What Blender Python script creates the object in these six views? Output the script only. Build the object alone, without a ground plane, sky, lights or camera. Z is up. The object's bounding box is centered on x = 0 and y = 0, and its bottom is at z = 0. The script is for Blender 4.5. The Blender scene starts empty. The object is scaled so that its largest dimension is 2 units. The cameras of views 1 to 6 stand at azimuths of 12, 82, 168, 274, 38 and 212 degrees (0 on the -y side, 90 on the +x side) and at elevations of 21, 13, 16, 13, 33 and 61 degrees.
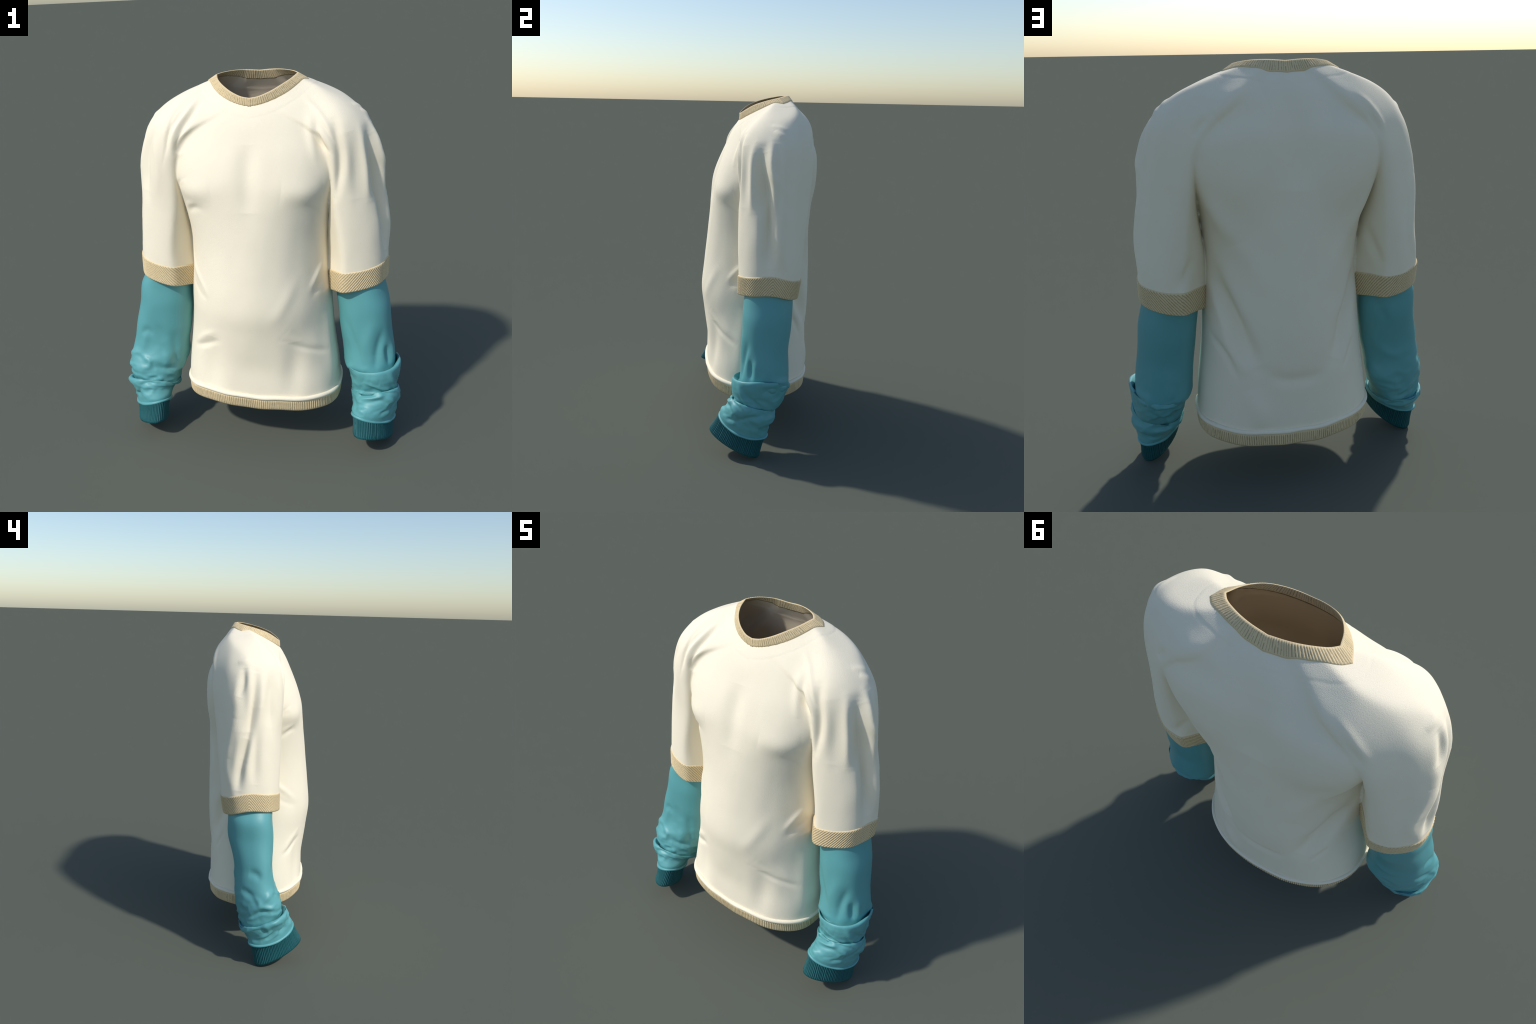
# Layered crew-neck jersey: cream raglan shirt with ribbed tan trim over teal long sleeves
# with pushed-up, crumpled forearms and dark teal ribbed cuffs.  Everything is computed:
# profiles -> implicit cloth body -> mesh; lofted tubes for the undersleeves; ribbed bands for the trim.
import bpy, math
import numpy as np
from mathutils import noise as mnoise, Vector

rng = np.random.default_rng(7)

# ------------------------------------------------------------------ small helpers
def curve(xs, ys):
    """monotone-ish cubic interpolation (Catmull-Rom tangents, clamped)"""
    xs = np.asarray(xs, float); ys = np.asarray(ys, float)
    d = np.diff(ys) / np.diff(xs)
    m = np.empty_like(ys); m[0] = d[0]; m[-1] = d[-1]
    h = np.diff(xs)
    m[1:-1] = (d[:-1] * h[1:] + d[1:] * h[:-1]) / (h[1:] + h[:-1])
    def f(x):
        x = np.clip(x, xs[0], xs[-1])
        i = np.clip(np.searchsorted(xs, x) - 1, 0, len(xs) - 2)
        hh = xs[i + 1] - xs[i]; t = (x - xs[i]) / hh
        return ((2*t**3 - 3*t**2 + 1) * ys[i] + (t**3 - 2*t**2 + t) * hh * m[i]
                + (-2*t**3 + 3*t**2) * ys[i + 1] + (t**3 - t**2) * hh * m[i + 1])
    return f

def soft_curve(xs, ys, sigma=.022):
    """the same, eased with a small blur so that no station shows as a ring"""
    f = curve(xs, ys)
    t = np.arange(xs[0] - .15, xs[-1] + .15, .005)
    v = f(t); k = np.exp(-.5 * (np.arange(-14, 15) * .005 / sigma) ** 2); k /= k.sum()
    v = np.convolve(np.pad(v, 14, mode="edge"), k, "valid")
    return lambda z: np.interp(z, t, v)

def around(angles_deg, vals):
    """periodic smooth function of an angle (radians)"""
    a = np.array(angles_deg, float); v = np.array(vals, float)
    a = np.concatenate([a - 360, a, a + 360]); v = np.tile(v, 3)
    f = curve(np.radians(a), v)
    return lambda t: f(np.mod(t, 2 * math.pi))

def sstep(a, b, x):
    t = np.clip((x - a) / (b - a), 0, 1)
    return t * t * (3 - 2 * t)

def smin(a, b, k):
    h = np.clip(0.5 + 0.5 * (b - a) / k, 0, 1)
    return b * (1 - h) + a * h - k * h * (1 - h)

def fbm(P, scale, seed=0.0, octaves=3):
    out = np.empty(len(P))
    off = Vector((seed * 17.3, seed * 5.1, -seed * 9.7))
    for i, p in enumerate(P):
        out[i] = mnoise.fractal(Vector(p) * scale + off, 1.0, 2.0, octaves)
    return out

# ------------------------------------------------------------------ the cloth body as slices
# torso slice: half width, front y, back y at each height
TZ = [.10, .25, .35, .50, .60, .70, .82, .90, 1.0, 1.15, 1.30, 1.40, 1.50, 1.60, 1.70, 1.80, 1.86, 1.91, 1.96, 2.00, 2.05]
TW = soft_curve(TZ, [.433, .432, .429, .417, .405, .395, .386, .380, .372, .370, .386, .408, .438, .452, .448, .385, .325, .27, .21, .15, .08])
TF = soft_curve(TZ, [-.29, -.298, -.303, -.301, -.312, -.324, -.337, -.332, -.32, -.300, -.284, -.277, -.265, -.232, -.19, -.142, -.103, -.055, .0, .05, .10])
TB = soft_curve(TZ, [.305, .31, .315, .315, .320, .328, .333, .333, .332, .328, .326, .327, .331, .331, .323, .285, .260, .235, .197, .163, .125])
# squareness of the slice, front half and back half
NZ = [.30, .45, .65, .90, 1.20, 1.35, 1.50, 1.65, 1.80, 1.90]
NF = soft_curve(NZ, [2.7, 2.45, 2.05, 1.93, 1.98, 2.25, 2.5, 2.4, 2.15, 2.0])
NB = soft_curve(NZ, [2.3, 2.1, 1.95, 1.9, 1.98, 2.4, 3.4, 3.6, 2.6, 2.0])
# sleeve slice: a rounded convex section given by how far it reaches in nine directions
AXIS = .012                      # the garment hangs a little off centre
SCX, SCY = .523, .030            # reference point inside the sleeve (mirrored for the other arm)
FACETS = [
    # direction (outward, back), heights, reach
    ((1, 0), [.9, 1.03, 1.15, 1.35, 1.5, 1.6, 1.7, 1.76, 1.80, 1.85, 1.90, 1.95, 2.0], [.157, .159, .152, .147, .138, .132, .106, .080, .047, -.020, -.135, -.25, -.43]),
    ((.93, -.37), [.9, 1.03, 1.16, 1.25, 1.38, 1.55, 1.60, 1.68, 1.73, 1.77, 1.85, 1.90, 1.95], [.155, .154, .151, .150, .140, .120, .110, .089, .064, .038, -.045, -.125, -.215]),
    ((.69, -.73), [.9, 1.01, 1.17, 1.22, 1.36, 1.46, 1.61, 1.70, 1.76, 1.80, 1.85, 1.90, 1.95], [.169, .168, .153, .149, .134, .124, .111, .094, .074, .048, -.006, -.088, -.17]),
    ((0, -1), [.9, 1.03, 1.15, 1.28, 1.4, 1.5, 1.6, 1.69, 1.745, 1.79, 1.85, 1.90, 1.95, 2.0], [.18, .183, .187, .186, .184, .189, .194, .191, .174, .146, .095, .040, -.03, -.10]),
    ((-.835, -.55), [.9, .96, 1.05, 1.2, 1.37, 1.5, 1.6, 1.7, 1.76, 1.8, 1.9, 2.0], [.160, .160, .156, .170, .193, .198, .21, .24, .29, .34, .41, .44]),
    ((-.996, .09), [.9, 1.0, 1.11, 1.2, 1.3, 1.5, 1.6, 1.7, 1.76, 1.80, 1.85, 1.90, 2.0], [.174, .170, .160, .146, .134, .130, .142, .18, .25, .32, .40, .46, .50]),
    ((-.8, .6), [.9, 1.0, 1.2, 1.4, 1.5, 1.7, 1.8, 2.0], [.130, .134, .158, .188, .21, .27, .34, .44]),
    ((.13, .99), [.9, .99, 1.11, 1.22, 1.33, 1.42, 1.53, 1.63, 1.70, 1.75, 1.80, 1.85, 1.90, 1.95, 2.0], [.15, .159, .170, .183, .194, .204, .217, .230, .233, .228, .212, .186, .152, .112, .05]),
    ((.905, .425), [.9, 1.06, 1.15, 1.27, 1.4, 1.52, 1.64, 1.72, 1.77, 1.83, 1.90, 1.95, 2.0], [.162, .170, .155, .142, .133, .121, .101, .081, .056, .013, -.05, -.13, -.24]),
]
FACETS.append(((.36, -.93), [.9, 1.03, 1.15, 1.28, 1.4, 1.5, 1.6, 1.7, 1.76, 1.80, 1.85, 1.90, 1.95, 2.0], [.165, .165, .160, .154, .150, .151, .150, .140, .122, .100, .052, -.015, -.085, -.15]))
FACETS.append(((.6, .8), [.9, 1.06, 1.2, 1.4, 1.52, 1.64, 1.75, 1.83, 1.90, 2.0], [.150, .155, .150, .142, .139, .131, .110, .076, .028, -.07]))
FACETS = [(np.array(d) / np.linalg.norm(d), soft_curve(zz, hh, .03)) for d, zz, hh in FACETS]
ROUND = .011

def radial(x, y, cx, cy, hx, hy, n):
    dx, dy = x - cx, y - cy
    g = (np.abs(dx / hx) ** n + np.abs(dy / hy) ** n) ** (1 / n)
    return np.sqrt(dx * dx + dy * dy + 1e-8) * (1 - 1 / np.maximum(g, .05))

def torso(x, y, z):
    f, b = TF(z), TB(z)
    c = (f + b) / 2
    return radial(x, y, 0, c, TW(z), (b - f) / 2, np.where(y < c, NF(z), NB(z)))

def sleeve(ax, y, z):
    g = [d[0] * (ax - SCX) + d[1] * (y - SCY) - h(z) for d, h in FACETS]
    m = g[0]
    for q in g[1:]:
        m = np.maximum(m, q)
    return m + ROUND * np.log(sum(np.exp((q - m) / ROUND) for q in g)) - ROUND * .3

def blend(z):
    return .006 + .016 * sstep(1.45, 1.68, z) + .035 * sstep(1.66, 1.86, z)

def cloth(P):
    x, y, z = P[..., 0] - AXIS, P[..., 1], P[..., 2]
    ax = np.abs(x)
    return smin(torso(x, y, z), sleeve(ax, y, z) + 6 * np.maximum(.94 - z, 0), blend(z))

# ------------------------------------------------------------------ surface nets
def surface_nets(f, lo, hi, h):
    ax = [np.arange(lo[i], hi[i] + h, h) for i in range(3)]
    n = [len(a) for a in ax]
    F = np.empty(n, np.float32)
    for k in range(n[2]):                       # slice by slice keeps memory small
        X, Y = np.meshgrid(ax[0], ax[1], indexing="ij")
        F[:, :, k] = f(np.stack([X, Y, np.full_like(X, ax[2][k])], -1))
    S = F < 0
    c = [slice(None, -1), slice(1, None)]
    tot = sum(S[c[i], c[j], c[k]].astype(np.int8) for i in (0, 1) for j in (0, 1) for k in (0, 1))
    mixed = (tot > 0) & (tot < 8)
    idx = -np.ones(mixed.shape, np.int64)
    cells = np.argwhere(mixed); idx[mixed] = np.arange(len(cells))
    acc = np.zeros((len(cells), 3)); cnt = np.zeros(len(cells))
    corner = [(i, j, k) for i in (0, 1) for j in (0, 1) for k in (0, 1)]
    val = {q: F[cells[:, 0] + q[0], cells[:, 1] + q[1], cells[:, 2] + q[2]] for q in corner}
    for a in corner:
        for d in range(3):
            if a[d]:
                continue
            b = list(a); b[d] = 1; b = tuple(b)
            fa, fb = val[a], val[b]
            m = (fa < 0) != (fb < 0)
            t = np.where(m, fa / np.where(m, fa - fb, 1), 0)
            p = np.repeat(np.array(a, float)[None], len(cells), 0); p[:, d] += t
            acc[m] += p[m]; cnt[m] += 1
    V = np.stack([ax[d][0] + (cells[:, d] + acc[:, d] / cnt) * h for d in range(3)], -1)
    quads = []
    for d in range(3):
        e1, e2 = [(1, 2), (2, 0), (0, 1)][d]
        s0 = [slice(None)] * 3; s1 = [slice(None)] * 3
        s0[d] = slice(None, -1); s1[d] = slice(1, None)
        A, B = S[tuple(s0)], S[tuple(s1)]
        E = np.argwhere(A != B)
        ok = (E[:, e1] > 0) & (E[:, e2] > 0) & (E[:, e1] < n[e1] - 1) & (E[:, e2] < n[e2] - 1)
        E = E[ok]
        flip = A[E[:, 0], E[:, 1], E[:, 2]]
        def cell(o1, o2):
            Q = E.copy(); Q[:, e1] -= o1; Q[:, e2] -= o2
            return idx[Q[:, 0], Q[:, 1], Q[:, 2]]
        q = np.stack([cell(1, 1), cell(0, 1), cell(0, 0), cell(1, 0)], -1)
        q[~flip] = q[~flip][:, ::-1]
        quads.append(q)
    return V, np.concatenate(quads)

def gradient(f, P, e=1e-3):
    g = np.empty_like(P)
    for d in range(3):
        o = np.zeros(3); o[d] = e
        g[:, d] = (f(P + o) - f(P - o)) / (2 * e)
    return g

# ------------------------------------------------------------------ mesh utilities
def vertex_normals(V, Q):
    N = np.zeros_like(V)
    fn = np.cross(V[Q[:, 2]] - V[Q[:, 0]], V[Q[:, 3]] - V[Q[:, 1]])
    for j in range(4):
        np.add.at(N, Q[:, j], fn)
    return N / np.maximum(np.linalg.norm(N, axis=1, keepdims=True), 1e-12)

def make(name, V, faces, mats, parent=None, slot=None, normals=None):
    me = bpy.data.meshes.new(name)
    faces = np.asarray(faces)
    me.vertices.add(len(V)); me.vertices.foreach_set("co", np.asarray(V, np.float32).ravel())
    me.loops.add(faces.size); me.loops.foreach_set("vertex_index", faces.ravel().astype(np.int32))
    me.polygons.add(len(faces))
    me.polygons.foreach_set("loop_start", (np.arange(len(faces)) * faces.shape[1]).astype(np.int32))
    for m in mats:
        me.materials.append(m)
    if slot is not None:
        me.polygons.foreach_set("material_index", np.asarray(slot, np.int32))
    me.polygons.foreach_set("use_smooth", np.ones(len(faces), bool))
    me.update(calc_edges=True); me.validate()
    if normals is not None:
        me.normals_split_custom_set_from_vertices([tuple(n) for n in normals])
    ob = bpy.data.objects.new(name, me)
    bpy.context.scene.collection.objects.link(ob)
    ob.parent = parent
    return ob

def grid_faces(rows, cols, closed=True):
    r, c = np.meshgrid(np.arange(rows - 1), np.arange(cols if closed else cols - 1), indexing="ij")
    c2 = (c + 1) % cols
    return np.stack([r * cols + c, r * cols + c2, (r + 1) * cols + c2, (r + 1) * cols + c], -1).reshape(-1, 4)

def resample(P, n):
    """closed polyline -> n points equally spaced by arc length"""
    Q = np.concatenate([P, P[:1]]); s = np.concatenate([[0], np.cumsum(np.linalg.norm(np.diff(Q, axis=0), axis=1))])
    t = np.arange(n) / n * s[-1]
    return np.stack([np.interp(t, s, Q[:, d]) for d in range(3)], -1)

# ------------------------------------------------------------------ materials
def material(name):
    m = bpy.data.materials.new(name); m.use_nodes = True
    nt = m.node_tree; b = nt.nodes["Principled BSDF"]
    co = nt.nodes.new("ShaderNodeTexCoord")
    return m, nt, b, co

def cloth_material(name, base, tint, rough, grain, bump, sheen=0.0, spec=.3, stretch=(1, 1, 1)):
    m, nt, b, co = material(name)
    L = nt.links.new
    mp = nt.nodes.new("ShaderNodeMapping"); mp.inputs["Scale"].default_value = stretch
    L(co.outputs["Object"], mp.inputs["Vector"])
    n1 = nt.nodes.new("ShaderNodeTexNoise"); n1.inputs["Scale"].default_value = grain; n1.inputs["Detail"].default_value = 4
    n2 = nt.nodes.new("ShaderNodeTexNoise"); n2.inputs["Scale"].default_value = 7; n2.inputs["Detail"].default_value = 3
    L(mp.outputs["Vector"], n1.inputs["Vector"]); L(co.outputs["Object"], n2.inputs["Vector"])
    add = nt.nodes.new("ShaderNodeMath"); add.operation = "ADD"
    mul = nt.nodes.new("ShaderNodeMath"); mul.operation = "MULTIPLY"; mul.inputs[1].default_value = .5
    L(n1.outputs["Fac"], add.inputs[0]); L(n2.outputs["Fac"], add.inputs[1]); L(add.outputs[0], mul.inputs[0])
    rp = nt.nodes.new("ShaderNodeValToRGB")
    rp.color_ramp.elements[0].position = .3; rp.color_ramp.elements[1].position = .7
    rp.color_ramp.elements[0].color = (*tint, 1); rp.color_ramp.elements[1].color = (*base, 1)
    L(mul.outputs[0], rp.inputs["Fac"]); L(rp.outputs["Color"], b.inputs["Base Color"])
    bp = nt.nodes.new("ShaderNodeBump"); bp.inputs["Strength"].default_value = bump; bp.inputs["Distance"].default_value = .003
    L(n1.outputs["Fac"], bp.inputs["Height"]); L(bp.outputs["Normal"], b.inputs["Normal"])
    b.inputs["Roughness"].default_value = rough
    b.inputs["Specular IOR Level"].default_value = spec
    b.inputs["Sheen Weight"].default_value = sheen
    b.inputs["Sheen Roughness"].default_value = .5
    return m

CREAM = cloth_material("cream_jersey", (.92, .835, .655), (.895, .81, .63), .85, 290, .34, .0, .2, (1, 1, 1.7))
INNER_BROWNER = cloth_material("jersey_lining", (.80, .68, .51), (.77, .65, .485), .9, 330, .2, .0, .1)  # inner face of the shell, a little darker and browner than the cream outside
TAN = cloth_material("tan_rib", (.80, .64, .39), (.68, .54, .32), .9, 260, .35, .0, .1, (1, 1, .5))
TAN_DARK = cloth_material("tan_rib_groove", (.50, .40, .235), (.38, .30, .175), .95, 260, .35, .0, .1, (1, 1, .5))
TEAL = cloth_material("teal_jersey", (.115, .368, .382), (.102, .338, .35), .46, 300, .10, .0, .5)
DEEP = cloth_material("deep_teal_rib", (.012, .108, .118), (.009, .086, .095), .6, 260, .25, .0, .35)
DEEP_DARK = cloth_material("deep_teal_groove", (.008, .075, .085), (.006, .055, .065), .7, 260, .25, .0, .2)

# ------------------------------------------------------------------ hierarchy
shirt = bpy.data.objects.new("layered_shirt", None)
bpy.context.scene.collection.objects.link(shirt)
shirt["label"] = "cream crew-neck jersey with tan ribbed trim over teal long sleeves"
shirt["category"] = "long-sleeved shirt"

# ------------------------------------------------------------------ body mesh
V0, Q0 = surface_nets(cloth, (-.75, -.40, .19), (.77, .44, 2.01), .0085)

def settle(V, rounds=4):
    """pull vertices onto the exact cloth surface"""
    for _ in range(rounds):
        f = cloth(V); g = gradient(cloth, V)
        V = V - g * np.clip(f / np.maximum((g * g).sum(1), .2), -.01, .01)[:, None]
    return V

def split_quads(V, Q):
    E = np.sort(np.stack([Q, np.roll(Q, -1, 1)], -1).reshape(-1, 2), 1)
    U, inv = np.unique(E, axis=0, return_inverse=True)
    inv = inv.reshape(-1, 4)
    e = len(V) + inv; c = len(V) + len(U) + np.arange(len(Q))
    V2 = np.concatenate([V, V[U].mean(1), V[Q].mean(1)])
    q = [np.stack([Q[:, i], e[:, i], c, e[:, i - 1]], -1) for i in range(4)]
    return V2, np.concatenate(q)

V0 = settle(V0)

# neckline (outer edge of the collar) in plan: front V, pointed at the shoulder seams
def spline3(pts, n=24):
    pts = np.array(pts, float); s = np.concatenate([[0], np.cumsum(np.linalg.norm(np.diff(pts, axis=0), axis=1))])
    fs = [curve(s, pts[:, d]) for d in range(pts.shape[1])]
    t = np.linspace(0, s[-1], n)
    return np.stack([f(t) for f in fs], -1)

def neck_loop(front, back, n=24):
    """front: centre -> shoulder corner; back: corner -> centre (right half); mirrored to a closed loop"""
    a = spline3(front, n); b = spline3(back, n)
    half = np.concatenate([a[:-1], b])
    other = half[::-1].copy(); other[:, 0] *= -1
    return np.concatenate([half, other[1:-1]])

OUT2 = neck_loop([(0, -.107), (.04, -.101), (.10, -.080), (.17, -.030), (.225, .045), (.258, .112)],
                 [(.258, .112), (.235, .140), (.17, .172), (.09, .195), (0, .207)])
OUT2[:, 0] += AXIS
def inside2d(P, poly):
    x, y = P[:, 0], P[:, 1]; r = np.zeros(len(P), bool)
    for (x0, y0), (x1, y1) in zip(poly, np.roll(poly, -1, 0)):
        c = (y0 > y) != (y1 > y)
        r ^= c & (x < (x1 - x0) * (y - y0) / np.where(y1 == y0, 1e-9, y1 - y0) + x0)
    return r

# edges of the openings
def hem_z(x, y):
    a = np.arctan2(y - .02, x)
    return HEM(a)
HEM_BASE = around([0, 45, 90, 135, 180, 225, 270, 315], [.315, .308, .303, .316, .325, .343, .333, .322])
def HEM(a):
    """the hem wanders a little: it is a stretched knit"""
    return HEM_BASE(a) + .0025 * np.sin(5 * a + .6) + .0018 * np.sin(11 * a + 2.0)

def band_top(x, y):
    a = np.arctan2(y - .015, np.abs(x) - SCX)
    return BAND_TOP(a)
def band_low(a):
    return BAND_LOW(a)
BAND_TOP = around([0, 45, 90, 135, 180, 225, 270, 315], [1.048, 1.015, .997, .99, .982, 1.0, 1.018, 1.035])
BAND_LOW = around([0, 45, 90, 135, 180, 225, 270, 315], [.938, .905, .884, .872, .862, .885, .908, .927])

# ---- folds: soft strokes pressed into the cloth along short paths
def press(V, N, strokes):
    D = np.zeros(len(V))
    for pts, width, amp in strokes:
        p = spline3(pts, 14)
        lo, hi = p.min(0) - 3 * width, p.max(0) + 3 * width
        sel = np.where(((V > lo) & (V < hi)).all(1))[0]
        if not len(sel):
            continue
        best = np.full(len(sel), 9.0); at = np.zeros(len(sel))
        for i in range(len(p) - 1):
            a, d = p[i], p[i + 1] - p[i]
            t = np.clip(((V[sel] - a) @ d) / (d @ d + 1e-12), 0, 1)
            dist = np.linalg.norm(V[sel] - a - t[:, None] * d, axis=1)
            m = dist < best
            best[m] = dist[m]; at[m] = (i + t[m]) / (len(p) - 1)
        taper = np.sin(np.pi * np.clip(at * .92 + .04, 0, 1)) ** .8
        D[sel] += amp * taper * np.exp(-(best / width) ** 2)
    return D

FOLDS = []
def groove(pts, width, depth): FOLDS.append((pts, width, -depth))
def ridge(pts, width, height): FOLDS.append((pts, width, height))
#FOLDS_HERE
groove([(-0.26, -0.057, 1.862), (-0.295, -0.104, 1.806), (-0.329, -0.136, 1.755), (-0.351, -0.152, 1.701), (-0.372, -0.148, 1.628)], 0.019, 0.0145)  # chest pull beside the armhole
ridge([(-0.27, -0.03, 1.884), (-0.317, -0.092, 1.819), (-0.36, -0.13, 1.764), (-0.383, -0.149, 1.72), (-0.39, -0.159, 1.669)], 0.016, 0.0076)  # ridge beside it
groove([(-0.339, -0.084, 1.827), (-0.385, -0.132, 1.76), (-0.409, -0.151, 1.701), (-0.415, -0.158, 1.64)], 0.015, 0.0102)  # front raglan crease
ridge([(-0.331, -0.146, 1.637), (-0.37, -0.142, 1.612)], 0.013, 0.0043)  # small pull
groove([(-0.31, -0.199, 1.518), (-0.373, -0.141, 1.472), (-0.373, -0.103, 1.385)], 0.013, 0.0051)  # small pull
groove([(-0.335, -0.139, 1.339), (-0.274, -0.208, 1.369), (-0.217, -0.237, 1.359)], 0.021, 0.0031)  # pull below the armpit
groove([(-0.533, -0.075, 1.671), (-0.547, -0.086, 1.527), (-0.561, -0.106, 1.351)], 0.018, 0.0043)  # long sleeve fold
ridge([(-0.497, -0.101, 1.706), (-0.479, -0.143, 1.592), (-0.492, -0.141, 1.414)], 0.025, 0.0043)  # long sleeve fold
ridge([(-0.343, -0.065, 1.126), (-0.324, -0.12, 1.031), (-0.279, -0.193, 0.963), (-0.232, -0.246, 0.905)], 0.019, 0.0055)  # waist crease
groove([(-0.332, -0.123, 0.948), (-0.282, -0.201, 0.894), (-0.234, -0.248, 0.873)], 0.018, 0.003)  # waist crease
groove([(-0.339, -0.174, 0.566), (-0.269, -0.23, 0.599), (-0.198, -0.266, 0.638)], 0.017, 0.0055)  # low crease
ridge([(0.279, -0.04, 1.877), (0.335, -0.084, 1.829), (0.386, -0.131, 1.768), (0.417, -0.153, 1.712)], 0.015, 0.0059)  # raglan edge
ridge([(0.309, -0.098, 1.813), (0.309, -0.129, 1.736), (0.322, -0.152, 1.666), (0.342, -0.169, 1.595)], 0.022, 0.0085)  # chest pull
groove([(0.337, -0.123, 1.78), (0.345, -0.143, 1.72), (0.367, -0.137, 1.672), (0.408, -0.158, 1.628)], 0.016, 0.0093)  # chest pull
groove([(0.363, -0.129, 1.772), (0.401, -0.152, 1.721), (0.422, -0.158, 1.686)], 0.01, 0.0051)  # thin pull
groove([(0.426, -0.121, 1.779), (0.437, -0.147, 1.72), (0.454, -0.156, 1.639), (0.456, -0.156, 1.565), (0.444, -0.154, 1.478), (0.434, -0.15, 1.414)], 0.025, 0.0225)  # sleeve front fold
ridge([(0.481, -0.132, 1.708), (0.495, -0.134, 1.616), (0.505, -0.133, 1.473), (0.511, -0.14, 1.349)], 0.03, 0.0051)  # sleeve front swell
ridge([(0.541, -0.074, 1.742), (0.558, -0.091, 1.653), (0.576, -0.093, 1.535), (0.59, -0.098, 1.391)], 0.022, 0.0117)  # sleeve outer ridge
groove([(0.58, -0.035, 1.725), (0.598, -0.054, 1.645), (0.616, -0.054, 1.526), (0.629, -0.063, 1.382)], 0.025, 0.018)  # sleeve outer valley
ridge([(0.611, 0.003, 1.699), (0.639, -0.002, 1.605), (0.623, 0.117, 1.46)], 0.022, 0.009)  # sleeve outer ridge
ridge([(0.303, -0.215, 1.396), (0.343, -0.162, 1.353), (0.381, -0.08, 1.3)], 0.021, 0.0024)  # armpit pull
ridge([(0.359, -0.095, 1.045), (0.334, -0.146, 0.995), (0.307, -0.195, 0.934)], 0.018, 0.007)  # waist crease
groove([(0.373, -0.071, 0.976), (0.346, -0.143, 0.934), (0.318, -0.189, 0.894)], 0.019, 0.005)  # waist crease
ridge([(0.386, -0.056, 0.898), (0.363, -0.123, 0.883)], 0.015, 0.0035)  # waist crease
ridge([(0.241, -0.242, 1.005), (0.183, -0.295, 0.882), (0.119, -0.32, 0.783)], 0.035, 0.0051)  # soft swell
groove([(0.167, -0.296, 0.68), (0.254, -0.252, 0.625), (0.32, -0.214, 0.594), (0.38, -0.161, 0.561)], 0.019, 0.0065)  # low crease
ridge([(0.192, -0.291, 0.729), (0.283, -0.236, 0.661), (0.393, -0.143, 0.573)], 0.027, 0.004)  # low crease
groove([(0.206, -0.284, 0.728), (0.265, -0.247, 0.674), (0.326, -0.206, 0.615)], 0.021, 0.0045)  # low crease
ridge([(0.161, -0.299, 0.697), (0.232, -0.262, 0.633), (0.311, -0.222, 0.586)], 0.027, 0.003)  # low crease
groove([(0.29, -0.224, 1.396), (0.326, -0.182, 1.359), (0.353, -0.141, 1.328)], 0.015, 0.0024)  # armpit pull
ridge([(0.58, 0.011, 1.758), (0.629, 0.01, 1.657), (0.656, 0.021, 1.534), (0.667, 0.021, 1.41)], 0.022, 0.0126)  # sleeve side ridge
groove([(0.594, 0.045, 1.749), (0.637, 0.043, 1.633), (0.652, 0.051, 1.509), (0.669, 0.047, 1.384)], 0.025, 0.018)  # sleeve side valley
groove([(0.585, -0.045, 1.703), (0.62, -0.042, 1.58), (0.632, -0.026, 1.43), (0.648, -0.005, 1.278)], 0.042, 0.024)  # sleeve side valley
ridge([(0.675, 0.026, 1.33), (0.683, 0.054, 1.202), (0.686, 0.087, 1.076)], 0.028, 0.009)  # sleeve side ridge
groove([(-0.565, -0.001, 1.732), (-0.607, -0.007, 1.618), (-0.626, 0.003, 1.523), (-0.644, 0.025, 1.388), (-0.653, 0.051, 1.239)], 0.028, 0.0285)  # sleeve side valley
groove([(-0.647, 0.038, 1.361), (-0.65, 0.06, 1.261), (-0.654, 0.074, 1.171), (-0.663, 0.082, 1.06)], 0.028, 0.027)  # sleeve side valley
ridge([(-0.563, 0.043, 1.752), (-0.595, 0.043, 1.653), (-0.61, 0.04, 1.573), (-0.625, 0.058, 1.466)], 0.028, 0.0099)  # sleeve side ridge
groove([(-0.559, 0.062, 1.757), (-0.587, 0.066, 1.678), (-0.603, 0.088, 1.593)], 0.021, 0.018)  # sleeve side valley
ridge([(-0.564, -0.029, 1.711), (-0.605, -0.032, 1.575), (-0.618, -0.018, 1.413), (-0.643, 0.008, 1.25)], 0.025, 0.009)  # sleeve side ridge
ridge([(-0.64, 0.012, 1.388), (-0.652, 0.029, 1.251), (-0.662, 0.031, 1.113)], 0.028, 0.0081)  # sleeve side ridge
ridge([(-0.613, 0.109, 1.473), (-0.611, 0.129, 1.351), (-0.608, 0.144, 1.237)], 0.03, 0.0102)  # sleeve rear swell
ridge([(-0.599, 0.146, 1.32), (-0.602, 0.152, 1.207), (-0.633, 0.133, 1.079)], 0.03, 0.0085)  # sleeve rear swell
groove([(-0.346, -0.056, 1.857), (-0.388, -0.105, 1.799), (-0.404, -0.141, 1.735), (-0.415, -0.155, 1.674), (-0.443, -0.155, 1.571)], 0.009, 0.0034)  # raglan seam
ridge([(-0.333, -0.146, 1.35), (-0.314, -0.177, 1.371), (-0.275, -0.216, 1.393)], 0.017, 0.0038)  # armpit pull
groove([(-0.326, -0.147, 1.322), (-0.291, -0.192, 1.353), (-0.254, -0.22, 1.366)], 0.017, 0.0031)  # armpit pull
ridge([(-0.366, -0.151, 1.484), (-0.316, -0.198, 1.508)], 0.015, 0.0021)  # armpit pull
groove([(-0.362, -0.152, 1.46), (-0.328, -0.193, 1.489)], 0.015, 0.0024)  # armpit pull
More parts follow.
